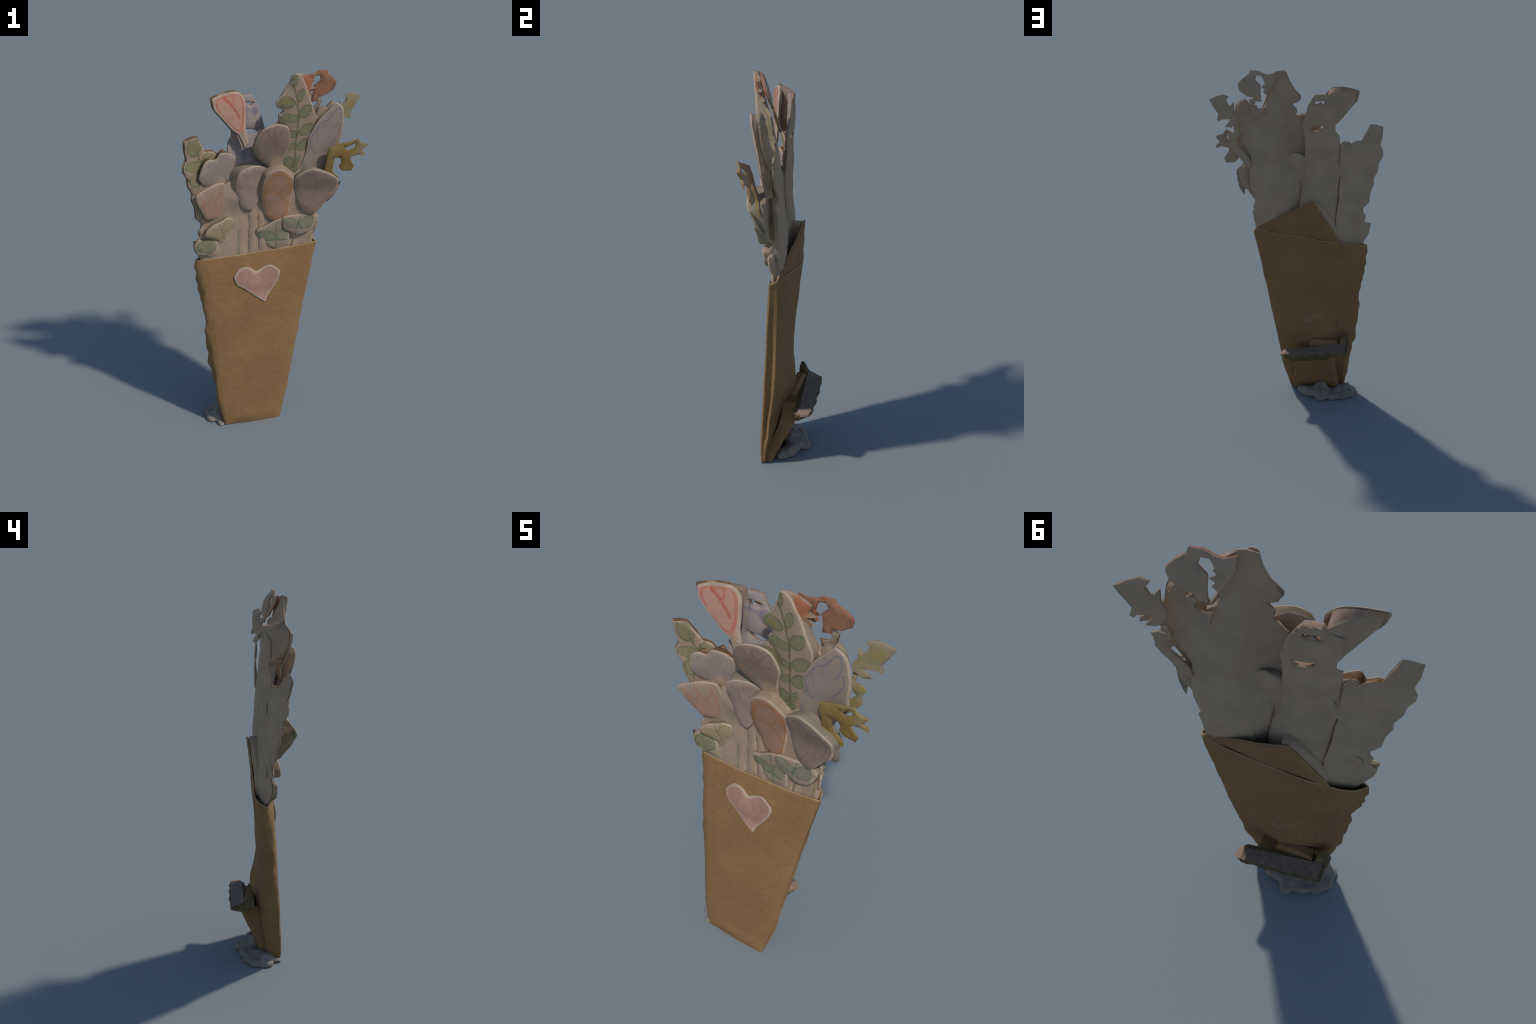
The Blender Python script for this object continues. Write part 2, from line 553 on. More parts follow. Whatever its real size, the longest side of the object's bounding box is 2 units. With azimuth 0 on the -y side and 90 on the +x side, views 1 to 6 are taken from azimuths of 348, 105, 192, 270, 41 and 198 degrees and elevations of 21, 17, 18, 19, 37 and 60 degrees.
sprig_back = through([(-0.424, -0.116, 1.685), (-0.496, -0.136, 1.669), (-0.262, -0.03, 1.576), (-0.502, -0.113, 1.531),
                      (-0.291, -0.036, 1.425), (-0.435, -0.052, 1.082), (-0.25, 0.017, 1.09),
                      (-0.44, -0.080, 1.62), (-0.39, -0.040, 1.54), (-0.36, -0.045, 1.36)], 1)


def minus(f, d):
    return lambda x, z: f(x, z) - d


# ----------------------------------------------------- backing sheets (rear)
backing = [(0.346, 1.786), (0.332, 1.818), (0.300, 1.840), (0.271, 1.806), (0.232, 1.805), (0.214, 1.763), (0.189, 1.789), (0.171, 1.821),
           (0.161, 1.857), (0.186, 1.867), (0.173, 1.891), (0.200, 1.910), (0.173, 1.922), (0.188, 1.954), (0.163, 1.968), (0.138, 1.985),
           (0.107, 1.993), (0.064, 1.988), (0.049, 1.944), (0.012, 1.886), (-0.016, 1.842), (-0.006, 1.817), (0.028, 1.803), (0.002, 1.777),
           (0.005, 1.741), (-0.013, 1.735), (-0.050, 1.70), (-0.051, 1.645), (-0.053, 1.499), (-0.035, 1.396), (-0.026, 1.263), (-0.017, 1.203),
           (-0.013, 0.98), (0.215, 0.98), (0.225, 1.107), (0.238, 1.167), (0.251, 1.211), (0.231, 1.234), (0.243, 1.264), (0.263, 1.339),
           (0.269, 1.450), (0.260, 1.508), (0.286, 1.560), (0.319, 1.597), (0.337, 1.620), (0.353, 1.685)]
SHEET_FRONT = drawing("backing_sheet_front", (0.36, 0.26, 0.18), [], {"A": GREEN}, patches=[(0.155, 1.945, 0.05, 0.065, (0.34, 0.125, 0.06), 1.0), (0.18, 1.89, 0.03, 0.03, (0.33, 0.18, 0.11), 0.9)])
plate("backing_sheet", backing, lambda x, z: np.maximum(main_back(x, z) - 0.03, np.where((x > -0.1) & (x < 0.21), F_FERN(x, z) + 0.012, -1)), main_back, [SHEET_FRONT, SHEET_FRONT, GREYSIDE, BACK],
      smooth=False, seed=1, relief=0.003)

strip = [(-0.120, 1.872), (-0.181, 1.872), (-0.207, 1.847), (-0.246, 1.810), (-0.249, 1.716), (-0.234, 1.691), (-0.234, 1.658), (-0.255, 1.632),
         (-0.260, 1.480), (-0.255, 1.330), (-0.254, 1.253), (-0.243, 1.130), (-0.23, 0.98), (-0.02, 0.98), (-0.018, 1.190), (-0.026, 1.267),
         (-0.051, 1.359), (-0.060, 1.465), (-0.058, 1.614), (-0.047, 1.688), (-0.066, 1.753), (-0.080, 1.804), (-0.106, 1.851)]
BLUE_WASH = blotched("blue_crayon_wash", [(0.185, 0.168, 0.215), (0.35, 0.275, 0.235), (0.28, 0.235, 0.245), (0.38, 0.285, 0.21)], 13)
plate("backing_sheet", strip, lambda x, z: np.minimum(strip_back(x, z) - 0.016, np.where(z > 1.45, 0.036 + 0.3284 * np.clip(x, -0.16, -0.05) - 0.022 * np.clip((1.67 - z) / 0.10, 0, 1) * np.clip((z - 1.45) / 0.06, 0, 1), 1)), strip_back, [BLUE_WASH, BLUE_WASH, PINKSIDE, BACK], smooth=False, seed=2,  # browner sides: slit walls darkened so they don't show as lit
      holes=[[(-0.117, 1.831), (-0.178, 1.834), (-0.179, 1.811), (-0.167, 1.814), (-0.153, 1.827), (-0.125, 1.814)],
             [(-0.087, 1.677), (-0.118, 1.688), (-0.171, 1.692), (-0.167, 1.680), (-0.138, 1.667), (-0.116, 1.663)]])

sprig = [(-0.424, 1.687), (-0.456, 1.683), (-0.497, 1.669), (-0.495, 1.614), (-0.484, 1.567), (-0.501, 1.529), (-0.500, 1.496), (-0.477, 1.457),
         (-0.474, 1.416), (-0.450, 1.372), (-0.452, 1.335), (-0.434, 1.291), (-0.428, 1.231), (-0.393, 1.195), (-0.397, 1.169), (-0.412, 1.149),
         (-0.402, 1.119), (-0.436, 1.082), (-0.429, 1.041), (-0.405, 1.004), (-0.37, 0.96), (-0.242, 0.96), (-0.239, 1.144), (-0.255, 1.264),
         (-0.259, 1.427), (-0.260, 1.574), (-0.281, 1.599), (-0.310, 1.575), (-0.338, 1.596), (-0.380, 1.598), (-0.401, 1.641)]
inks_g = {"A": DARK_GREEN, "G": (0.11, 0.17, 0.10), "Y": (0.26, 0.19, 0.07), "P": (0.12, 0.10, 0.17)}
SPRIG = drawing("leaf_sprig_drawing", PAPER_C, [
    leaf(-0.437, 1.630, 0.038, 0.056, -6), leaf(-0.350, 1.562, 0.040, 0.028, 26), leaf(-0.425, 1.517, 0.059, 0.030, -6),
    leaf(-0.427, 1.446, 0.035, 0.036, -7),
    line("A", 0.006, (-0.420, 1.614), (-0.409, 1.557), (-0.391, 1.541), (-0.407, 1.472), (-0.412, 1.401))], inks_g, leaf_fill=(0.20, 0.19, 0.085))
plate("leaf_sprig", inset(sprig, 0.97, (0.004, 0)), minus(sprig_back, 0.022), sprig_back, [SPRIG, RIM, RUST, BACK], smooth=False, seed=3, rim=0.006, shrink=1.03, shift=(-0.004, 0))

# bundle of stems that fills the middle of the bouquet
CORE = blotched("stem_bundle_card", [(0.33, 0.23, 0.162), (0.37, 0.257, 0.18), (0.28, 0.20, 0.14)], 9)
core = [(-0.385, 0.96), (-0.40, 1.12), (-0.395, 1.203), (-0.36, 1.35), (-0.29, 1.40), (-0.16, 1.47), (0.0, 1.50), (0.16, 1.52), (0.255, 1.45),
        (0.235, 1.211), (0.215, 1.08), (0.225, 0.98)]
plate("stem_bundle", core, lambda x, z: -0.022 + 0.08 * np.minimum(x, 0) + 0.022 * np.clip(x / 0.08, 0, 1) * np.clip((1.17 - z) / 0.1, 0, 1) - 0.022 * np.exp(-((z - 1.38) / 0.11) ** 2), lambda x, z: np.minimum(np.where(x > -0.03, main_back(x, z), np.where(x > -0.25, strip_back(x, z), sprig_back(x, z))) - 0.008, 0.03),
      [CORE, CORE, OLIVE, BACK], smooth=False, seed=4)

# the stems, each a strip of card
STEM_INKS = inks_g
STEMS = drawing("stem_drawing", PAPER_C, [
    line("G", 0.004, (-0.200, 1.240), (-0.193, 1.154), (-0.185, 1.081), (-0.181, 0.993)),
    line("Y", 0.004, (-0.090, 1.238), (-0.054, 1.165), (-0.046, 1.107)),
    line("Y", 0.004, (-0.151, 1.24), (-0.146, 1.15), (-0.141, 0.99)), line("Y", 0.004, (-0.094, 1.22), (-0.083, 1.0)),
    line("P", 0.005, (0.194, 1.109), (0.180, 1.065), (0.164, 1.025)), line("Y", 0.005, (0.249, 1.125), (0.225, 1.083), (0.200, 1.03)),
    line("G", 0.004, (0.130, 1.122), (0.120, 1.02)), line("P", 0.006, (0.08, 1.05), (0.072, 1.01)), line("Y", 0.004, (-0.345, 1.13), (-0.315, 1.0)),
    line("G", 0.004, (0.025, 1.1), (0.029, 1.0))], STEM_INKS)
# x at the mouth, x at the top, height of the top, width, how far forward
for i, (x0, x1, zt, w, d) in enumerate((
        (-0.302, -0.345, 1.20, 0.020, 0.004), (-0.247, -0.262, 1.22, 0.018, 0.0), (-0.178, -0.188, 1.29, 0.030, 0.006),
        (-0.100, -0.120, 1.31, 0.021, 0.008), (-0.046, -0.066, 1.27, 0.022, 0.0), (-0.004, -0.016, 1.22, 0.016, -0.004), (0.035, 0.03, 1.2, 0.018, -0.002),
        (0.085, 0.09, 1.2, 0.018, 0.0), (0.130, 0.15, 1.24, 0.020, 0.003), (0.172, 0.205, 1.22, 0.017, 0.0), (0.210, 0.236, 1.19, 0.016, -0.004))):
    w *= 1.25
    loop = [(x0 - w, 0.965), (x0 + w, 0.965)] + [(x0 + (x1 - x0) * k + w * (1 + 0.06 * math.sin(9 * k + i)), 0.965 + (zt - 0.965) * k) for k in (0.35, 0.7, 1.0)]
    loop += [(x0 + (x1 - x0) * k - w * (1 + 0.06 * math.sin(7 * k + 2 * i)), 0.965 + (zt - 0.965) * k) for k in (1.0, 0.7, 0.35)]
    front = (lambda x, z, d=d: -0.036 + np.clip((x + 0.05) / 0.06, 0, 1) * np.minimum(0.036, 0.006 + 0.13 * x + 0.15 * (z - 1.0)) + 0.12 * np.minimum(0, x + 0.22) - 0.6 * d)
    plate("stem", loop, front, lambda x, z, f=front: f(x, z) + 0.018, [STEMS, RIM, SIDE, BACK], seed=60 + i, rim=0.004, rounding=0.008)
# ragged card at the right edge of the stems
plate("backing_sheet", [(0.04, 1.26), (0.18, 1.27), (0.240, 1.24), (0.262, 1.205), (0.254, 1.185), (0.264, 1.17), (0.256, 1.12), (0.232, 1.065), (0.240, 1.045), (0.222, 1.0), (0.21, 0.97), (0.0, 0.965), (0.01, 1.12)],
      lambda x, z: 0.014 - 0.024 * np.clip((x - 0.22) / 0.04, 0, 1), lambda x, z: 0.034 - 0.028 * np.clip((x - 0.22) / 0.04, 0, 1), [WHITE, RIM, SIDE, BACK], seed=14, smooth=False, rim=0.004)

# ------------------------------------------------------------ flowers
FERN = drawing("fern_drawing", (0.305, 0.212, 0.148), [
    leaf(0.073, 1.953, 0.032, 0.015, -96), leaf(0.112, 1.879, 0.037, 0.018, 73), leaf(0.039, 1.845, 0.047, 0.030, -12),
    leaf(0.144, 1.794, 0.041, 0.029, 45), leaf(0.060, 1.763, 0.053, 0.023, -11), leaf(0.158, 1.696, 0.046, 0.030, 28),
    leaf(0.087, 1.674, 0.024, 0.019, -31), leaf(0.146, 1.612, 0.038, 0.028, 51), leaf(0.086, 1.604, 0.025, 0.020, 28),
    leaf(0.070, 1.519, 0.032, 0.031, -23), leaf(0.122, 1.527, 0.029, 0.012, 74), leaf(0.096, 1.476, 0.027, 0.019, -4),
    line("S", 0.008, (0.067, 1.935), (0.080, 1.906), (0.093, 1.857), (0.102, 1.811), (0.108, 1.757), (0.109, 1.684), (0.105, 1.629),
         (0.106, 1.573), (0.104, 1.517), (0.102, 1.475)),
    line("Y", 0.011, (0.020, 1.848), (0.050, 1.841))],
    {"A": (0.095, 0.108, 0.048), "S": (0.10, 0.105, 0.042), "Y": (0.26, 0.19, 0.045)}, leaf_fill=(0.14, 0.16, 0.072))
fern = [(0.070, 1.986), (0.090, 1.993), (0.106, 1.985), (0.123, 1.963), (0.144, 1.923), (0.165, 1.875), (0.188, 1.814), (0.206, 1.772), (0.206, 1.727),
        (0.198, 1.682), (0.179, 1.627), (0.169, 1.577), (0.156, 1.513), (0.145, 1.471), (0.121, 1.399), (0.092, 1.401), (0.049, 1.449),
        (0.043, 1.536), (0.044, 1.621), (0.053, 1.690), (0.029, 1.729), (0.009, 1.741), (0.004, 1.772), (0.028, 1.799), (-0.011, 1.822),
        (-0.018, 1.850), (0.006, 1.875), (0.038, 1.907), (0.059, 1.946)]
plate("fern_frond", fern, F_FERN, lambda x, z: np.maximum(main_back(x, z) - 0.012, F_FERN(x, z) + 0.012), [FERN, RIM, GREYSIDE, BACK], seed=20, rim=0.005)

IRIS = drawing("iris_drawing", (0.30, 0.222, 0.168), [
    line("A", 0.006, (0.318, 1.802), (0.295, 1.771), (0.271, 1.743), (0.238, 1.731), (0.221, 1.710), (0.208, 1.681), (0.180, 1.654), (0.181, 1.627),
         (0.192, 1.592), (0.209, 1.564)),
    line("A", 0.006, (0.318, 1.802), (0.337, 1.805), (0.342, 1.783), (0.338, 1.739), (0.315, 1.696)),
    line("A", 0.005, (0.346, 1.720), (0.346, 1.671), (0.323, 1.631), (0.302, 1.606)),
    line("A", 0.005, (0.183, 1.589), (0.167, 1.560), (0.158, 1.527), (0.159, 1.480)),
    line("A", 0.004, (0.217, 1.707), (0.218, 1.662), (0.225, 1.631)), line("A", 0.003, (0.258, 1.726), (0.259, 1.700))],
    {"A": (0.165, 0.145, 0.19)}, patches=[(0.26, 1.66, 0.09, 0.13, (0.275, 0.208, 0.185), 0.8)])
iris = [(0.315, 1.834), (0.347, 1.815), (0.363, 1.786), (0.371, 1.715), (0.368, 1.658), (0.360, 1.615), (0.362, 1.571), (0.328, 1.530), (0.294, 1.496),
        (0.292, 1.451), (0.239, 1.449), (0.164, 1.449), (0.137, 1.459), (0.150, 1.516), (0.166, 1.580), (0.170, 1.645), (0.188, 1.686), (0.210, 1.726),
        (0.235, 1.760), (0.268, 1.792), (0.294, 1.822)]
plate("iris_flower", iris, F_IRIS, lambda x, z: np.maximum(main_back(x, z) - 0.014, F_IRIS(x, z) + 0.02),
      [IRIS, RIM, SIDE, BACK], seed=21, shrink=0.94)

TULIP = drawing("tulip_drawing", (0.45, 0.235, 0.175), [
    line("A", 0.009, (-0.285, 1.881), (-0.303, 1.880), (-0.321, 1.865), (-0.326, 1.845), (-0.319, 1.816), (-0.301, 1.785), (-0.278, 1.759),
         (-0.249, 1.732), (-0.220, 1.710), (-0.196, 1.703), (-0.188, 1.719), (-0.181, 1.764), (-0.180, 1.812), (-0.188, 1.856), (-0.201, 1.881),
         (-0.220, 1.890), (-0.233, 1.881), (-0.235, 1.860), (-0.233, 1.841)),
    line("B", 0.010, (-0.291, 1.874), (-0.264, 1.853), (-0.235, 1.822), (-0.217, 1.797), (-0.204, 1.769)),
    line("A", 0.008, (-0.285, 1.879), (-0.272, 1.875), (-0.256, 1.883), (-0.243, 1.880)),
    line("G", 0.007, (-0.191, 1.692), (-0.184, 1.665), (-0.176, 1.637), (-0.172, 1.607))],
    {"A": (0.42, 0.13, 0.08), "B": (0.38, 0.09, 0.05), "G": (0.20, 0.22, 0.13)}, patches=[(-0.172, 1.65, 0.05, 0.055, PAPER_C, 1.0)])
tulip = [(-0.360, 1.874), (-0.343, 1.885), (-0.309, 1.896), (-0.274, 1.903), (-0.226, 1.905), (-0.198, 1.894), (-0.177, 1.871), (-0.169, 1.837),
         (-0.168, 1.766), (-0.168, 1.721), (-0.158, 1.668), (-0.153, 1.635), (-0.173, 1.605), (-0.191, 1.645), (-0.212, 1.680), (-0.247, 1.707),
         (-0.289, 1.753), (-0.330, 1.800), (-0.347, 1.820), (-0.355, 1.847)]
tul = plate("tulip_flower", inset(tulip, 0.97, (0.006, -0.003)), F_TULIP, lambda x, z: F_TULIP(x, z) + 0.018, [TULIP, RIM, RUST, BACK], seed=22, rim=0.010, shrink=1.035, shift=(-0.006, 0.003))
# behind it the card is built up to the strip: a thick wedge, hollow at the right
def tulip_body_back(x, z):
    slope = -0.032 + 0.90 * (x + 0.246)
    return np.maximum(F_TULIP(x, z) + 0.018, np.minimum(slope, strip_back(x, z) - 0.006))


plate("flower_back", [(-0.352, 1.872), (-0.343, 1.882), (-0.309, 1.893), (-0.274, 1.90), (-0.226, 1.902), (-0.198, 1.89), (-0.19, 1.87), (-0.195, 1.80), (-0.20, 1.74),
      (-0.205, 1.70), (-0.212, 1.683), (-0.247, 1.710), (-0.289, 1.756), (-0.328, 1.803), (-0.345, 1.825), (-0.35, 1.85)],
      lambda x, z: F_TULIP(x, z) + 0.012, tulip_body_back, [RUST, RUST, PINKSIDE, BACK], seed=23, parent=tul, shrink=0.94, shift=(0.003, -0.013))

MAUVE_C = (0.245, 0.163, 0.122)
MAUVE = drawing("mauve_daisy_drawing", MAUVE_C, [
    line("A", 0.005, (-0.030, 1.649), (-0.072, 1.710)), line("A", 0.005, (-0.030, 1.649), (-0.087, 1.654)),
    line("A", 0.005, (-0.026, 1.648), (-0.030, 1.720)), line("A", 0.005, (-0.022, 1.648), (0.022, 1.701)),
    line("A", 0.005, (-0.015, 1.643), (0.044, 1.641)), line("A", 0.005, (-0.029, 1.641), (-0.060, 1.601)),
    line("A", 0.005, (-0.022, 1.640), (-0.007, 1.573)), line("A", 0.005, (-0.018, 1.640), (0.035, 1.590)),
    line("Y", 0.005, (-0.001, 1.570), (0.011, 1.480))], {"A": (0.185, 0.11, 0.095), "Y": (0.30, 0.22, 0.09)},
    patches=[(0.0, 1.47, 0.09, 0.09, PAPER_C, 1.0)])
mauve = [(-0.124, 1.669), (-0.109, 1.700), (-0.086, 1.724), (-0.040, 1.740), (0.004, 1.740), (0.048, 1.720), (0.066, 1.668), (0.070, 1.631),
         (0.060, 1.595), (0.049, 1.563), (0.043, 1.522), (0.049, 1.440), (-0.028, 1.445), (-0.040, 1.509), (-0.075, 1.536), (-0.112, 1.581), (-0.130, 1.623)]
plate("daisy_flower", mauve, F_MAUVE, lambda x, z: np.maximum(F_MAUVE(x, z) + 0.022, np.where(x > -0.03, np.minimum(main_back(x, z) - 0.014, F_MAUVE(x, z) + 0.08), F_MAUVE(x, z) + 0.03)),
      [MAUVE, RIM, OLIVE, BACK], seed=24, rim=0.005, shrink=0.99, shift=(-0.008, -0.006))

DAISY = drawing("pale_daisy_drawing", (0.355, 0.262, 0.21), [
    ring(-0.288, 1.527, 0.023, 0.036, -28), ring(-0.342, 1.518, 0.027, 0.017, -36), ring(-0.360, 1.455, 0.031, 0.026, -20),
    ring(-0.288, 1.456, 0.025, 0.024, -10, 0.1), ring(-0.243, 1.488, 0.022, 0.022, -10)], {"A": (0.26, 0.205, 0.21)})
daisy = [(-0.414, 1.460), (-0.406, 1.495), (-0.391, 1.539), (-0.362, 1.560), (-0.326, 1.556), (-0.308, 1.581), (-0.289, 1.589), (-0.243, 1.578),
         (-0.211, 1.542), (-0.209, 1.488), (-0.227, 1.449), (-0.236, 1.417), (-0.265, 1.395), (-0.331, 1.395), (-0.378, 1.405), (-0.400, 1.430)]
plate("daisy_flower", daisy, F_DAISY, lambda x, z: np.maximum(sprig_back(x, z) - 0.01, F_DAISY(x, z) + 0.02), [DAISY, RIM, RUST, BACK], seed=25, rim=0.006)

CROWN = drawing("crown_tulip_drawing", (0.34, 0.232, 0.168), [
    line("A", 0.007, (-0.408, 1.375), (-0.399, 1.348), (-0.392, 1.307), (-0.380, 1.261), (-0.361, 1.236), (-0.341, 1.233), (-0.309, 1.239),
         (-0.287, 1.255), (-0.284, 1.294), (-0.287, 1.342), (-0.295, 1.373)),
    line("A", 0.007, (-0.398, 1.347), (-0.382, 1.332), (-0.364, 1.317), (-0.360, 1.335), (-0.349, 1.366), (-0.328, 1.327), (-0.312, 1.352), (-0.296, 1.396)),
    line("A", 0.006, (-0.362, 1.391), (-0.357, 1.379))], {"A": (0.38, 0.16, 0.09)}, patches=[(-0.338, 1.28, 0.05, 0.05, (0.36, 0.20, 0.14), 0.8)])
crown = [(-0.436, 1.376), (-0.419, 1.397), (-0.387, 1.410), (-0.341, 1.427), (-0.297, 1.431), (-0.276, 1.423), (-0.266, 1.391), (-0.260, 1.337),
         (-0.263, 1.291), (-0.276, 1.244), (-0.309, 1.222), (-0.346, 1.222), (-0.373, 1.233), (-0.387, 1.260), (-0.407, 1.297), (-0.427, 1.344)]
plate("tulip_flower", crown, F_CROWN, lambda x, z: np.maximum(sprig_back(x, z) - 0.01, F_CROWN(x, z) + 0.02), [CROWN, RIM, OLIVE, BACK],
      seed=26, shrink=0.97, shift=(0.0, -0.03), rim=0.006, rings=4)

PINK = drawing("pink_tulip_drawing", (0.32, 0.225, 0.17), [
    line("A", 0.006, (-0.203, 1.412), (-0.182, 1.393), (-0.161, 1.386), (-0.154, 1.419), (-0.136, 1.382), (-0.122, 1.386), (-0.109, 1.427), (-0.098, 1.436)),
    line("A", 0.005, (-0.174, 1.473), (-0.167, 1.447)), line("A", 0.005, (-0.152, 1.470), (-0.153, 1.430)), line("A", 0.005, (-0.125, 1.484), (-0.133, 1.456))],
    {"A": (0.27, 0.15, 0.125)}, patches=[(-0.15, 1.34, 0.07, 0.06, (0.29, 0.19, 0.155), 0.7)])
pink = [(-0.215, 1.438), (-0.198, 1.481), (-0.164, 1.503), (-0.136, 1.510), (-0.099, 1.511), (-0.061, 1.501), (-0.028, 1.472), (-0.025, 1.417),
        (-0.047, 1.372), (-0.080, 1.329), (-0.098, 1.292), (-0.122, 1.263), (-0.164, 1.274), (-0.196, 1.316), (-0.214, 1.383)]
plate("tulip_flower", pink, lambda x, z: np.minimum(F_PINK(x, z), -0.064), lambda x, z: x * 0 - 0.01, [PINK, RIM, GREYSIDE, BACK], seed=27,
      rim=0.005, shrink=1.25, shift=(-0.02, -0.01), rings=4)

ORANGE = drawing("orange_tulip_drawing", (0.31, 0.185, 0.125), [
    ring(0.015, 1.333, 0.085, 0.140, -8, 0.2),
    line("A", 0.008, (-0.062, 1.362), (-0.034, 1.371), (-0.004, 1.366), (0.027, 1.353), (0.053, 1.388), (0.084, 1.404)),
    line("A", 0.008, (0.003, 1.362), (0.036, 1.330), (0.062, 1.303), (0.092, 1.278)),
    line("A", 0.010, (-0.058, 1.39), (-0.047, 1.43), (-0.02, 1.462), (0.018, 1.474), (0.055, 1.455), (0.08, 1.41), (0.093, 1.35), (0.09, 1.29), (0.078, 1.24),
         (0.05, 1.207), (0.01, 1.204), (-0.025, 1.222), (-0.048, 1.26), (-0.061, 1.32), (-0.058, 1.39))], {"A": (0.33, 0.135, 0.05)})
orange = [(-0.073, 1.409), (-0.060, 1.461), (-0.030, 1.487), (0.011, 1.496), (0.043, 1.487), (0.073, 1.462), (0.102, 1.430), (0.104, 1.372),
          (0.095, 1.318), (0.088, 1.262), (0.080, 1.215), (0.055, 1.193), (0.022, 1.189), (-0.018, 1.203), (-0.046, 1.236), (-0.067, 1.304), (-0.075, 1.360)]
plate("tulip_flower", orange, lambda x, z: np.minimum(F_ORANGE(x, z), -0.048), lambda x, z: np.maximum(F_ORANGE(x, z) + 0.02, x * 0 - 0.012), [ORANGE, RIM, SIDE, BACK], seed=28,
      rim=0.006, shrink=1.22, rings=4)

ROUND = drawing("mauve_tulip_drawing", (0.25, 0.168, 0.126), [
    ring(0.175, 1.360, 0.053, 0.108, -5, 0.0),
    line("A", 0.004, (0.221, 1.405), (0.252, 1.418), (0.289, 1.424), (0.323, 1.409)),
    line("A", 0.004, (0.157, 1.284), (0.176, 1.261), (0.199, 1.260), (0.247, 1.284), (0.289, 1.323), (0.313, 1.373), (0.321, 1.402))],
    {"A": (0.175, 0.105, 0.09)})
roundf = [(0.106, 1.412), (0.109, 1.442), (0.140, 1.470), (0.189, 1.492), (0.228, 1.483), (0.280, 1.466), (0.341, 1.428), (0.345, 1.380),
          (0.329, 1.324), (0.299, 1.302), (0.263, 1.256), (0.228, 1.228), (0.179, 1.240), (0.145, 1.275), (0.120, 1.340)]
plate("tulip_flower", roundf, lambda x, z: np.minimum(F_ROUND(x, z), -0.054), lambda x, z: np.maximum(F_ROUND(x, z) + 0.02, 0 * x + 0.0), [ROUND, RIM, GREYSIDE, BACK],
      seed=29, rim=0.006, shrink=0.97, rings=3)
# loose flap of card under that flower
plate("card_scrap", [(0.345, 1.386), (0.360, 1.408), (0.367, 1.411), (0.360, 1.357), (0.342, 1.310), (0.308, 1.271), (0.307, 1.300), (0.300, 1.344), (0.30, 1.40)],
      plane(0.575, 0.0, -0.455), lambda x, z: plane(0.575, 0.0, -0.455)(x, z) + 0.012, [GREYSIDE, GREYSIDE, GREYSIDE, GREYSIDE], smooth=False, seed=30)

# ------------------------------------------------------------ low leaves
PAIR = drawing("olive_leaf_drawing", PAPER_C, [leaf(-0.321, 1.143, 0.055, 0.030, -24), leaf(-0.242, 1.183, 0.040, 0.033, 54),
    line("A", 0.005, (-0.311, 1.233), (-0.289, 1.171), (-0.268, 1.103), (-0.250, 1.043), (-0.227, 0.977))],
    {"A": (0.20, 0.16, 0.07)}, leaf_fill=(0.33, 0.25, 0.135))
plate("leaf_pair", [(-0.379, 1.134), (-0.373, 1.158), (-0.361, 1.174), (-0.327, 1.198), (-0.288, 1.209), (-0.262, 1.224), (-0.225, 1.218), (-0.209, 1.195),
      (-0.203, 1.168), (-0.225, 1.145), (-0.226, 1.118), (-0.233, 1.079), (-0.222, 1.029), (-0.195, 0.968), (-0.275, 0.965), (-0.275, 1.024),
      (-0.293, 1.085), (-0.309, 1.103), (-0.339, 1.117)], lambda x, z: np.minimum(F_OLIVE(x, z), -0.035 + 0 * x), lambda x, z: np.maximum(F_OLIVE(x, z) + 0.02, -0.02),
      [PAIR, RIM, OLIVE, BACK], seed=31, rim=0.005)
DARKLEAF = drawing("dark_leaf_drawing", (0.335, 0.25, 0.168), [leaf(-0.366, 1.070, 0.055, 0.040, -4)], {"A": DARK_GREEN}, leaf_fill=(0.12, 0.145, 0.07))
plate("leaf", [(-0.440, 1.106), (-0.404, 1.114), (-0.346, 1.105), (-0.304, 1.086), (-0.285, 1.04), (-0.261, 0.96), (-0.385, 0.96), (-0.428, 1.052)],
      plane(0.025, 0.26, 0.0), lambda x, z: np.maximum(sprig_back(x, z) - 0.012, plane(0.025, 0.26, 0.0)(x, z) + 0.015), [DARKLEAF, RIM, OLIVE, BACK], seed=32, rim=0.004, smooth=False)
TWIN = drawing("green_leaf_drawing", (0.335, 0.24, 0.165), [leaf(-0.034, 1.109, 0.052, 0.032, -15), leaf(0.054, 1.111, 0.037, 0.033, 67),
    line("A", 0.005, (0.015, 1.211), (0.018, 1.144), (0.021, 1.088), (0.029, 1.007)),
    line("A", 0.006, (-0.067, 1.090), (-0.023, 1.077), (0.020, 1.082), (0.054, 1.075), (0.090, 1.080))],
    {"A": (0.10, 0.15, 0.085)}, leaf_fill=(0.17, 0.185, 0.105))
plate("leaf_pair", [(-0.092, 1.132), (-0.085, 1.150), (-0.047, 1.164), (0.005, 1.194), (0.047, 1.206), (0.089, 1.165), (0.098, 1.081), (0.09, 1.03),
      (0.010, 1.03), (-0.039, 1.055), (-0.079, 1.083)], lambda x, z: np.minimum(F_LEAFM(x, z), -0.034), lambda x, z: np.maximum(F_LEAFM(x, z) + 0.012, -0.02), [TWIN, RIM, SIDE, BACK], seed=33, rim=0.005)
TWIN2 = drawing("grey_leaf_drawing", (0.335, 0.24, 0.168), [leaf(0.098, 1.179, 0.054, 0.027, -31), leaf(0.188, 1.173, 0.048, 0.034, 30),
    line("A", 0.005, (0.171, 1.251), (0.151, 1.202), (0.137, 1.163), (0.130, 1.122), (0.120, 1.039))],
    {"A": (0.10, 0.135, 0.085)}, leaf_fill=(0.165, 0.175, 0.11))
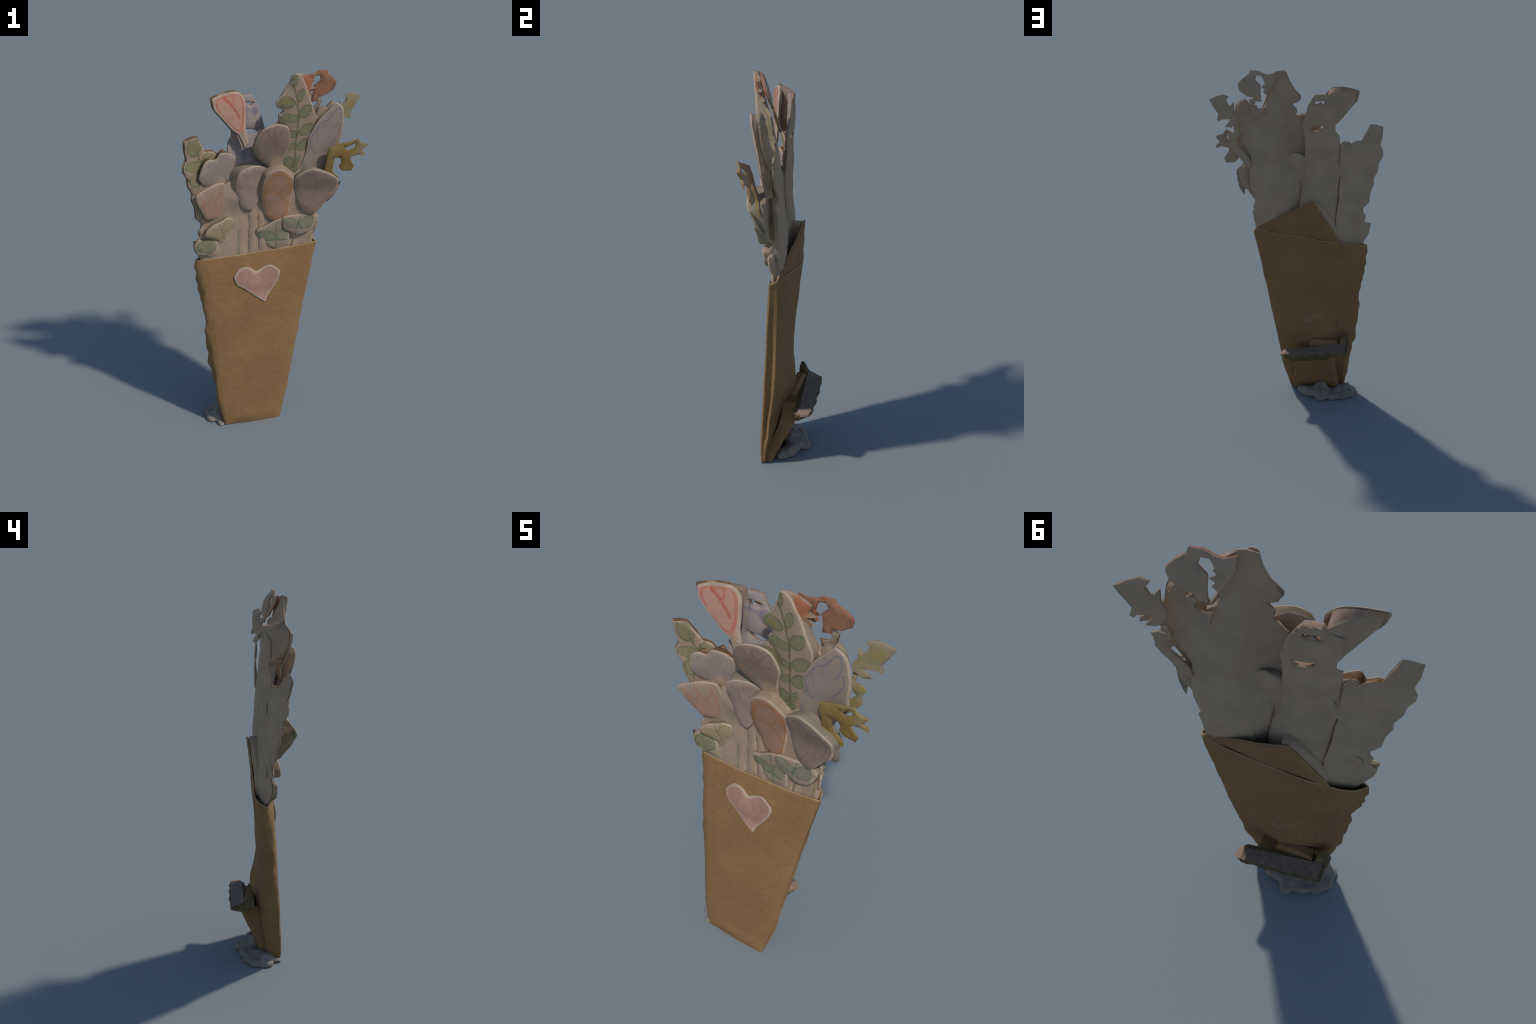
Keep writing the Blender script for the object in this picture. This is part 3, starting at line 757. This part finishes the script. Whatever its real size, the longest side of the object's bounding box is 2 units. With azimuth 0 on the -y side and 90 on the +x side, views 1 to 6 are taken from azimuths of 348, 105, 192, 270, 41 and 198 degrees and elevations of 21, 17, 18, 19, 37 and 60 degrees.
plate("leaf_pair", [(0.049, 1.209), (0.090, 1.222), (0.143, 1.220), (0.189, 1.223), (0.232, 1.221), (0.255, 1.202), (0.250, 1.18), (0.22, 1.13), (0.15, 1.10),
      (0.10, 1.12), (0.06, 1.15)], lambda x, z: np.minimum(F_LEAFR(x, z), -0.036), lambda x, z: np.maximum(F_LEAFR(x, z) + 0.012, -0.012), [TWIN2, RIM, SIDE, BACK], seed=34, rim=0.005)

# ------------------------------------------- ragged scraps at upper right
RED = blotched("rust_red_crayon", [(0.33, 0.105, 0.045), (0.36, 0.17, 0.10), (0.27, 0.13, 0.08), (0.36, 0.125, 0.055)], 13)
red = [(0.265, 1.999), (0.219, 1.998), (0.193, 1.984), (0.157, 1.975), (0.12, 1.985), (0.12, 1.94), (0.155, 1.87), (0.165, 1.862), (0.186, 1.880), (0.175, 1.893),
       (0.197, 1.906), (0.176, 1.918), (0.188, 1.950), (0.201, 1.968), (0.228, 1.971), (0.234, 1.946), (0.204, 1.920), (0.200, 1.912), (0.199, 1.867), (0.193, 1.825), (0.243, 1.833),
       (0.236, 1.85), (0.255, 1.853), (0.272, 1.858), (0.317, 1.887), (0.328, 1.912), (0.329, 1.931), (0.302, 1.960), (0.271, 1.980)]
plate("red_petal", red, F_RED, lambda x, z: F_RED(x, z) + 0.014, [RED, RED, RED, BACK], smooth=False, seed=40, rim=0.004, rounding=0.004, relief=0.004)
plate("red_petal", [(0.262, 1.838), (0.240, 1.846), (0.226, 1.833), (0.232, 1.81), (0.205, 1.79), (0.175, 1.79), (0.18, 1.75), (0.215, 1.74), (0.240, 1.765), (0.252, 1.81)],
      plane(.562, .2431, -.3328), lambda x, z: F_RED(x, z) + 0.016, [SHEET_FRONT, SHEET_FRONT, RUST, BACK], smooth=False, seed=41, rim=0.004, rounding=0.004)

LEAFY = drawing("yellow_green_drawing", (0.32, 0.25, 0.155), [], {"A": GREEN}, patches=[(0.415, 1.80, 0.05, 0.06, (0.25, 0.215, 0.115), 0.9), (0.425, 1.805, 0.028, 0.035, (0.29, 0.21, 0.085), 1.0),
                                                                                      (0.36, 1.76, 0.03, 0.04, (0.27, 0.23, 0.11), 0.6)])
green = [(0.487, 1.844), (0.447, 1.864), (0.413, 1.871), (0.382, 1.855), (0.396, 1.836), (0.383, 1.809), (0.373, 1.803), (0.355, 1.825), (0.352, 1.774),
         (0.330, 1.737), (0.335, 1.708), (0.365, 1.680), (0.399, 1.687), (0.370, 1.728), (0.421, 1.730), (0.431, 1.719), (0.442, 1.731), (0.435, 1.760), (0.466, 1.808)]
plate("leaf", green, F_GREEN, lambda x, z: F_GREEN(x, z) + 0.013, [LEAFY, LEAFY, SIDE, BACK], smooth=False, seed=42, rim=0.004, rounding=0.004, relief=0.005)

SPRIG2 = drawing("yellow_sprig_drawing", (0.33, 0.255, 0.155), [], {"A": GREEN}, patches=[(0.375, 1.64, 0.03, 0.014, (0.30, 0.24, 0.08), 1.0), (0.35, 1.56, 0.03, 0.02, (0.27, 0.20, 0.07), 0.9),
                                                                                           (0.36, 1.615, 0.03, 0.012, (0.20, 0.20, 0.10), 0.8)])
plate("leaf", [(0.250, 1.46), (0.272, 1.44), (0.31, 1.49), (0.352, 1.535), (0.385, 1.575), (0.375, 1.605), (0.392, 1.636), (0.365, 1.655), (0.335, 1.65), (0.345, 1.69), (0.325, 1.70),
      (0.315, 1.64), (0.335, 1.61), (0.352, 1.60), (0.325, 1.575), (0.295, 1.54), (0.265, 1.505)], lambda x, z: 0.036 + 0.06 * (x - 0.26), lambda x, z: 0.050 + 0.06 * (x - 0.26),
      [SPRIG2, SPRIG2, SIDE, BACK], smooth=False, seed=44, rim=0.004, rounding=0.004, relief=0.004)

YELLOW = blotched("ochre_crayon", [(0.34, 0.24, 0.12), (0.30, 0.195, 0.065), (0.24, 0.14, 0.04), (0.29, 0.175, 0.05)], 7)
yellow = [(0.273, 1.568), (0.283, 1.601), (0.313, 1.610), (0.361, 1.626), (0.396, 1.633), (0.437, 1.648), (0.452, 1.625), (0.500, 1.611), (0.468, 1.575), (0.489, 1.563),
          (0.491, 1.540), (0.457, 1.553), (0.412, 1.541), (0.415, 1.522), (0.440, 1.485), (0.426, 1.457), (0.375, 1.460), (0.354, 1.483), (0.365, 1.513),
          (0.354, 1.537), (0.320, 1.541), (0.319, 1.478), (0.323, 1.453), (0.361, 1.420), (0.359, 1.389), (0.277, 1.419), (0.270, 1.466), (0.277, 1.519)]
plate("leaf", yellow, F_YELLOW, lambda x, z: F_YELLOW(x, z) + 0.014, [YELLOW, YELLOW, YELLOW, BACK], smooth=False, seed=43, rim=0.004, rounding=0.004, relief=0.006,
      holes=[[(0.368, 1.596), (0.401, 1.608), (0.427, 1.623), (0.430, 1.599), (0.391, 1.578)]])

# ---------------------------------------------------------------- the pouch
Zt = [0, 0.08, 0.16, 0.25, 0.36, 0.45, 0.52, 0.6, 0.68, 0.77, 0.87, 1.0]



def fillet(pts, r):
    """round the corners of a closed polygon; each corner becomes three points"""
    out = []
    n = len(pts)
    for i, (p, rr) in enumerate(pts):
        p = np.array(p)
        a, b = np.array(pts[i - 1][0]), np.array(pts[(i + 1) % n][0])
        da, db = a - p, b - p
        la, lb = np.linalg.norm(da), np.linalg.norm(db)
        k = min(rr, la * 0.4, lb * 0.4)
        q0, q2 = p + da / la * k, p + db / lb * k
        out += [q0, 0.25 * q0 + 0.5 * p + 0.25 * q2, q2]
    return out


def section(z):
    """closed outline of the pouch at height z, from the front left corner round by the right"""
    fl, fr = np.array((FLx(z), FLy(z))), np.array((FRx(z), FRy(z)))
    br, bl, lm = np.array((BRx(z), BRy(z))), np.array((BLx(z), BLy(z))), np.array((LMx(z), LMy(z)))
    bulge = np.interp(z, [0, .04, .7, .9, 1], [.004, 0.018, .027, .032, .021])
    front = [fl + (fr - fl) * s + np.array((0, -bulge * (4 * s * (1 - s)) ** 0.6)) for s in np.linspace(0.06, 0.94, 14)]
    groove = np.interp(z, [0, .1, .25, .6, .8, 1], [0.003, .010, .024, .022, .012, .004])
    gm = (fr + br) / 2 + np.array((-groove, 0))
    bm = np.array(((br[0] + bl[0]) / 2, BMy(z)))
    back = []
    for s in np.linspace(0.08, 0.92, 12):
        p = br + (bl - br) * s
        m = (br[1] + bl[1]) / 2
        back.append(p + np.array((0, (bm[1] - m) * swell(s, z))))
    side = (bl + lm) / 2 + np.array((-0.004, 0.010))
    corner = [(fl, .012)] + [(p, .002) for p in front] + [(fr, .008), (gm, .012), (br, .022)] + [(p, .002) for p in back] + [(bl, .02), (side, .01), (lm, .02)]
    return np.array(fillet(corner, 0))


def top_height(x, y, z):
    """the mouth slants: higher at the right, highest at the back right"""
    u = np.clip((x + 0.40) / 0.66, 0, 1)
    yf = FLy(1) + (FRy(1) - FLy(1)) * u
    back = np.clip((y - yf - 0.015) / 0.035, 0, 1)
    return 0.983 + 0.063 * u + back * (0.004 + 0.026 * u)


levels = np.linspace(0, 1, 64)
V, F, M = [], [], []
for t in levels:
    s = section(t)
    for i, (x, y) in enumerate(s):
        zt = top_height(x, y, t)
        z = t * (1 + (zt - 1) * t ** 2)
        j = noise.noise_vector(Vector((x * 9, y * 9, z * 7)))
        fine = n3(x * 30, y * 30 + 3, z * 22)
        left = np.clip((-(x) - np.interp(t, [0, 1], [.27, .385])) / 0.02, 0, 1)   # the torn left wall
        a = 0.002 * (1 - left) + 0.011 * left
        V.append((x + a * (j.x + fine), y + (0.0035 + 0.006 * left) * j.y + 0.0012 * fine, max(0.0, z + (0.004 * j.z if t > 0.02 else 0.004 * max(0, j.z)))))
S = len(s)
for k in range(len(levels) - 1):
    for i in range(S):
        j = (i + 1) % S
        F.append((k * S + i, k * S + j, (k + 1) * S + j, (k + 1) * S + i))
        M.append(0)
# rim of the mouth, inner wall and floor inside
top = np.array(V[-S:])
c = top.mean(0)
prev = (len(levels) - 1) * S
nxt = np.roll(top, -1, 0) - np.roll(top, 1, 0)
nrm = np.stack([-nxt[:, 1], nxt[:, 0]], 1)
nrm /= np.linalg.norm(nrm, axis=1)[:, None] + 1e-9
for off, dz, mat in ((0.002, 0.003, 1), (0.006, 0.002, 1), (0.007, -0.025, 0), (0.009, -0.05, 0)):
    o = len(V)
    k = 1 + 0.7 * min(0, dz)        # the inner wall narrows downwards like the outer one
    for i in range(S):
        V.append((c[0] + (top[i, 0] + nrm[i, 0] * off - c[0]) * k, top[i, 1] + nrm[i, 1] * off, top[i, 2] + dz))
    for i in range(S):
        j = (i + 1) % S
        F.append((prev + i, prev + j, o + j, o + i))
        M.append(mat)
    prev = o
F.append(tuple(prev + i for i in range(S)))
M.append(0)
F.append(tuple(range(S))[::-1])
M.append(0)
pouch = make_object("pouch", V, F, [KRAFT, KRAFT_EDGE], M, angle=50)


HEART = paper("pink_crayon_heart", (0.375, 0.21, 0.155), 0.2)
heart = [(-0.183, 0.933), (-0.164, 0.938), (-0.141, 0.939), (-0.118, 0.931), (-0.092, 0.914), (-0.056, 0.932), (-0.017, 0.945), (0.016, 0.932), (0.040, 0.914),
         (0.044, 0.890), (0.031, 0.849), (-0.006, 0.796), (-0.028, 0.765), (-0.041, 0.735), (-0.076, 0.757), (-0.128, 0.795), (-0.161, 0.819), (-0.193, 0.837),
         (-0.209, 0.861), (-0.217, 0.884), (-0.212, 0.900)]
plate("heart", heart, minus(pouch_front, 0.009), lambda x, z: pouch_front(x, z) + 0.002, [HEART, RIM, RIM, RIM], seed=50, rim=0.010, rounding=0.004, relief=0.0012, parent=pouch, in_pouch=False)

# back flap: the folded corner of the pouch standing up behind the flowers
plate("flap", [(-0.118, 1.266), (0.0, 1.206), (0.12, 1.143), (0.235, 1.083), (0.24, 1.05), (0.22, 0.99), (0.0, 0.97), (-0.285, 0.95), (-0.28, 1.01), (-0.225, 1.093), (-0.17, 1.18)],
      minus(flap_back, 0.012), flap_back, [KRAFT, KRAFT_EDGE, KRAFT_EDGE, KRAFT], smooth=False, seed=51, rim=0.004, rounding=0.003, side_rough=0.001, parent=pouch,
      in_pouch=False)
# paper filling between the flap and the strip in front of it
plate("backing_sheet", [(-0.09, 1.262), (-0.122, 1.258), (-0.17, 1.22), (-0.225, 1.14), (-0.265, 1.05), (-0.275, 0.97), (-0.10, 0.97)], lambda x, z: 0 * x - 0.02,
      lambda x, z: flap_back(x, z) - 0.014 - 0.055 * np.clip((-0.118 - x - (1.264 - z) * 0.62) / 0.07, 0, 1), [BACK, BACK, BACK, BACK], smooth=False, seed=52, in_pouch=False)

# ------------------------------------------------- support at the back
def prism(name, rows, mats, face_mat=0, parent=None, rough=0.0, seed=0, angle=35, sub=1):
    """loft through rows of points (open or closed loops of equal length), capped at both ends"""
    rr = []
    for a, b in zip(rows, rows[1:]):
        for k in range(sub):
            rr.append(np.array(a) + (np.array(b) - np.array(a)) * k / sub)
    rr.append(np.array(rows[-1]))
    n = len(rr[0])
    V = []
    for r in rr:
        for p in r:
            w = noise.noise_vector(Vector(p) * 22 + Vector((seed, 0, 0)))
            V.append(tuple(Vector(p) + w * rough))
    F = [tuple(range(n))[::-1], tuple(range((len(rr) - 1) * n, len(rr) * n))]
    for k in range(len(rr) - 1):
        for i in range(n):
            j = (i + 1) % n
            F.append((k * n + i, k * n + j, (k + 1) * n + j, (k + 1) * n + i))
    ob = make_object(name, V, F, mats, [face_mat] * len(F), parent, angle)
    import bmesh
    bm = bmesh.new()
    bm.from_mesh(ob.data)
    bmesh.ops.recalc_face_normals(bm, faces=bm.faces)
    bm.to_mesh(ob.data)
    bm.free()
    ob.data.set_sharp_from_angle(angle=math.radians(angle))
    return ob


# diagonal panel running from the foot of the pouch up and back to the strip
rows = []
for z, xl, xr, yb, th in ((0.0, -0.255, 0.034, -0.048, 0.05), (0.06, -0.245, 0.028, -0.020, 0.06), (0.12, -0.238, 0.020, 0.008, 0.065), (0.18, -0.232, 0.012, 0.040, 0.068),
                          (0.24, -0.230, 0.006, 0.070, 0.08), (0.29, -0.232, 0.002, 0.088, 0.09), (0.325, -0.25, -0.01, 0.085, 0.09)):
    e = 0.006
    loop = [(xr, yb - th, z), (xr, yb - e, z), (xr - e, yb, z)]
    loop += [(xr - e + (xl - xr + 2 * e) * s, yb - 0.004 * math.sin(math.pi * s), z) for s in (0.2, 0.4, 0.6, 0.8)]
    loop += [(xl + e, yb, z), (xl, yb - e, z), (xl - 0.008, yb - th * 0.5, z), (xl - 0.005, max(yb - th - 0.07, FLy(z) + 0.035), z)]
    rows.append(loop)
panel = prism("support_panel", rows, [KRAFT], parent=pouch, rough=0.003, seed=3, sub=3)

# folded tab above the strip
prism("support_tab", [[(-0.075, 0.0, 0.31), (-0.075, 0.060, 0.31), (-0.268, 0.085, 0.33), (-0.268, 0.012, 0.33)],
                      [(-0.088, 0.0, 0.36), (-0.09, 0.052, 0.36), (-0.26, 0.064, 0.375), (-0.262, 0.015, 0.375)],
                      [(-0.106, 0.022, 0.388), (-0.106, 0.050, 0.388), (-0.252, 0.058, 0.388), (-0.252, 0.018, 0.388)]], [KRAFT], parent=pouch, rough=0.002, seed=5)

# wedge-shaped body under the strip, its hind edge broken into steps
DARK = blotched("dark_stained_card", [(0.16, 0.11, 0.05), (0.10, 0.075, 0.04), (0.22, 0.14, 0.06)], 20, 0.5)
rows = []
for s in np.linspace(0, 1, 14):
    x = 0.074 + (-0.325 - 0.074) * s
    zt = 0.320 + 0.052 * s          # top front edge
    y0 = 0.094 - 0.028 * s          # front edge of the top face
    y1 = 0.156 - 0.018 * s          # serrated hind edge
    zb = zt - 0.006 - 0.026 * s
    jag = [0, .008, .016, .006, .014, .02, .008, .013, .02, .012, .006, .012, .004, 0][int(round(s * 13))]
    end = min(1, s / 0.08 + 0.35)
    deep = np.interp(s, [0, .15, .7, .9, 1], [.6, 1, .9, .45, .25])
    row = [(x, y0 - 0.02, zt - 0.005), (x, y0, zt), (x, y1, zb), (x, y1 + jag * 0.6, zb - 0.010 * end), (x, y1 - 0.004, zb - 0.024 * end * deep),
                 (x, y1 - 0.03, zb - 0.048 * end * deep), (x, y0 - 0.005, zb - 0.075 * end * deep), (x, y0 - 0.03, zb - 0.05 * end)]
    if s < 0.03:      # the free end is drawn together
        row = [(px, 0.125 + (py - 0.125) * 0.5, 0.305 + (pz - 0.305) * 0.6) for px, py, pz in row]
    rows.append(row)
wedge = prism("support_wedge", rows, [DARK], parent=pouch, rough=0.003, seed=8, angle=30)

# grey strip with a serrated edge lying on the wedge
m, t, b = new_material("grey_metal_strip", 0.6)
co = node(t, "ShaderNodeTexCoord").outputs["Object"]
st = vec_node(t, "MULTIPLY", co, (1, 0.8, 0.8)).outputs[0]
col = mix_colour(t, smooth_step(t, noise_tex(t, st, 30, 4).outputs[0], 0.35, 0.68), (0.15, 0.108, 0.078), (0.205, 0.15, 0.11))
t.links.new(col, b.inputs["Base Color"])
paper_bump(t, b, co, 0.3)
STRIP = m
teeth = 18
near, far = [], []
for i in range(teeth * 2 + 1):
    s = i / (teeth * 2)
    x = 0.045 + (-0.312 - 0.045) * s
    y0, y1 = 0.094 - 0.028 * s, 0.154 - 0.022 * s + (0.004 if i % 2 else -0.003) * (1 - 0.3 * math.sin(i * 2.3))
    zt = 0.322 + 0.053 * s
    zb = zt - 0.006 - 0.026 * s
    near.append((x, y0, zt))
    far.append((x, y1, zb))
V, F = [], []
n = len(near)
for lift in (0.005, -0.003):
    V += [(p[0], p[1], p[2] + lift) for p in near] + [(p[0], p[1], p[2] + lift) for p in far]
for i in range(n - 1):
    F += [(i + 1, i, n + i, n + i + 1), (2 * n + i, 2 * n + i + 1, 3 * n + i + 1, 3 * n + i), (n + i + 1, n + i, 3 * n + i, 3 * n + i + 1), (i, i + 1, 2 * n + i + 1, 2 * n + i)]
F += [(0, 2 * n, 3 * n, n), (n - 1, 2 * n - 1, 4 * n - 1, 3 * n - 1)]
make_object("serrated_strip", V, F, [STRIP], parent=pouch, angle=30)
# pale wooden-looking end of the support
ENDCAP = paper("pale_end_card", (0.32, 0.22, 0.155), 0.15)
prism("support_end", [[(0.046, 0.094, 0.329), (0.046, 0.155, 0.323), (0.046, 0.15, 0.29), (0.046, 0.07, 0.27), (0.046, 0.066, 0.30)],
                      [(0.070, 0.105, 0.324), (0.070, 0.150, 0.317), (0.066, 0.146, 0.298), (0.062, 0.095, 0.285), (0.064, 0.085, 0.31)],
                      [(0.080, 0.120, 0.314), (0.080, 0.142, 0.310), (0.078, 0.14, 0.303), (0.076, 0.112, 0.298), (0.078, 0.11, 0.306)]], [ENDCAP], parent=wedge, rough=0.001)
# dark upright stub of the support at the left end
prism("support_stub", [[(-0.27, 0.02, 0.34), (-0.27, 0.075, 0.36), (-0.335, 0.07, 0.36), (-0.335, 0.01, 0.34)],
                       [(-0.28, 0.022, 0.40), (-0.28, 0.06, 0.395), (-0.325, 0.055, 0.395), (-0.325, 0.015, 0.40)],
                       [(-0.288, 0.03, 0.43), (-0.288, 0.045, 0.43), (-0.30, 0.044, 0.43), (-0.30, 0.03, 0.43)]], [DARK], parent=wedge, rough=0.003, seed=4, sub=3)

# ---------------------------------------------------------------- the putty
m, t, b = new_material("grey_putty", 0.7)
co = node(t, "ShaderNodeTexCoord").outputs["Object"]
col = mix_colour(t, smooth_step(t, noise_tex(t, co, 14, 4).outputs[0], 0.3, 0.7), (0.20, 0.165, 0.14), (0.29, 0.24, 0.20))
t.links.new(col, b.inputs["Base Color"])
paper_bump(t, b, co, 0.3, 40)
import bmesh
bm = bmesh.new()
# squeezed lumps: centre x, y, z and radii
lumps = [(-0.155, 0.035, 0.025, 0.05, 0.065, 0.040), (-0.16, 0.082, 0.014, 0.036, 0.030, 0.028), (-0.15, 0.0, 0.055, 0.042, 0.036, 0.040),
         (-0.085, 0.022, 0.018, 0.06, 0.040, 0.040), (-0.03, -0.010, 0.014, 0.038, 0.036, 0.034), (-0.22, 0.050, 0.010, 0.055, 0.042, 0.024),
         (-0.28, 0.022, 0.010, 0.055, 0.045, 0.024), (-0.325, -0.012, 0.010, 0.042, 0.045, 0.022), (-0.325, -0.055, 0.008, 0.042, 0.055, 0.022),
         (-0.295, -0.065, 0.02, 0.035, 0.05, 0.035), (-0.285, -0.120, 0.004, 0.026, 0.035, 0.014), (-0.20, 0.0, 0.02, 0.10, 0.05, 0.022),
         (-0.27, -0.035, 0.025, 0.045, 0.05, 0.035), (-0.115, 0.045, 0.016, 0.03, 0.022, 0.032), (-0.235, 0.005, 0.02, 0.045, 0.03, 0.022)]
for x, y, z, rx, ry, rz in lumps:
    r = bmesh.ops.create_icosphere(bm, subdivisions=3, radius=1)
    for v in r["verts"]:
        v.co = Vector((x + v.co.x * rx * 0.95, y + v.co.y * ry * 0.95, z * 0.9 + v.co.z * rz * 0.85))
me = bpy.data.meshes.new("putty")
bm.to_mesh(me)
bm.free()
me.materials.append(m)
putty = bpy.data.objects.new("putty", me)
bpy.context.scene.collection.objects.link(putty)
mod = putty.modifiers.new("merge", "REMESH")
mod.mode, mod.voxel_size = "VOXEL", 0.006
sm = putty.modifiers.new("smooth", "SMOOTH")
sm.iterations, sm.factor = 22, 0.6
dg = bpy.context.evaluated_depsgraph_get()
done = bpy.data.meshes.new_from_object(putty.evaluated_get(dg))
putty.modifiers.clear()
putty.data = done
done.name = "putty"
if not done.materials:
    done.materials.append(m)
for v in done.vertices:
    w = noise.noise_vector(v.co * 28)
    fold = abs(noise.noise(v.co * 16 + Vector((3, 1, 0))))      # pinched folds
    v.co += Vector((w.x, w.y, w.z)) * 0.005 + v.normal * (0.006 - 0.014 * max(0, 0.3 - fold))
    v.co.z = max(0.0, v.co.z)
done.polygons.foreach_set("use_smooth", [True] * len(done.polygons))
putty.parent = root
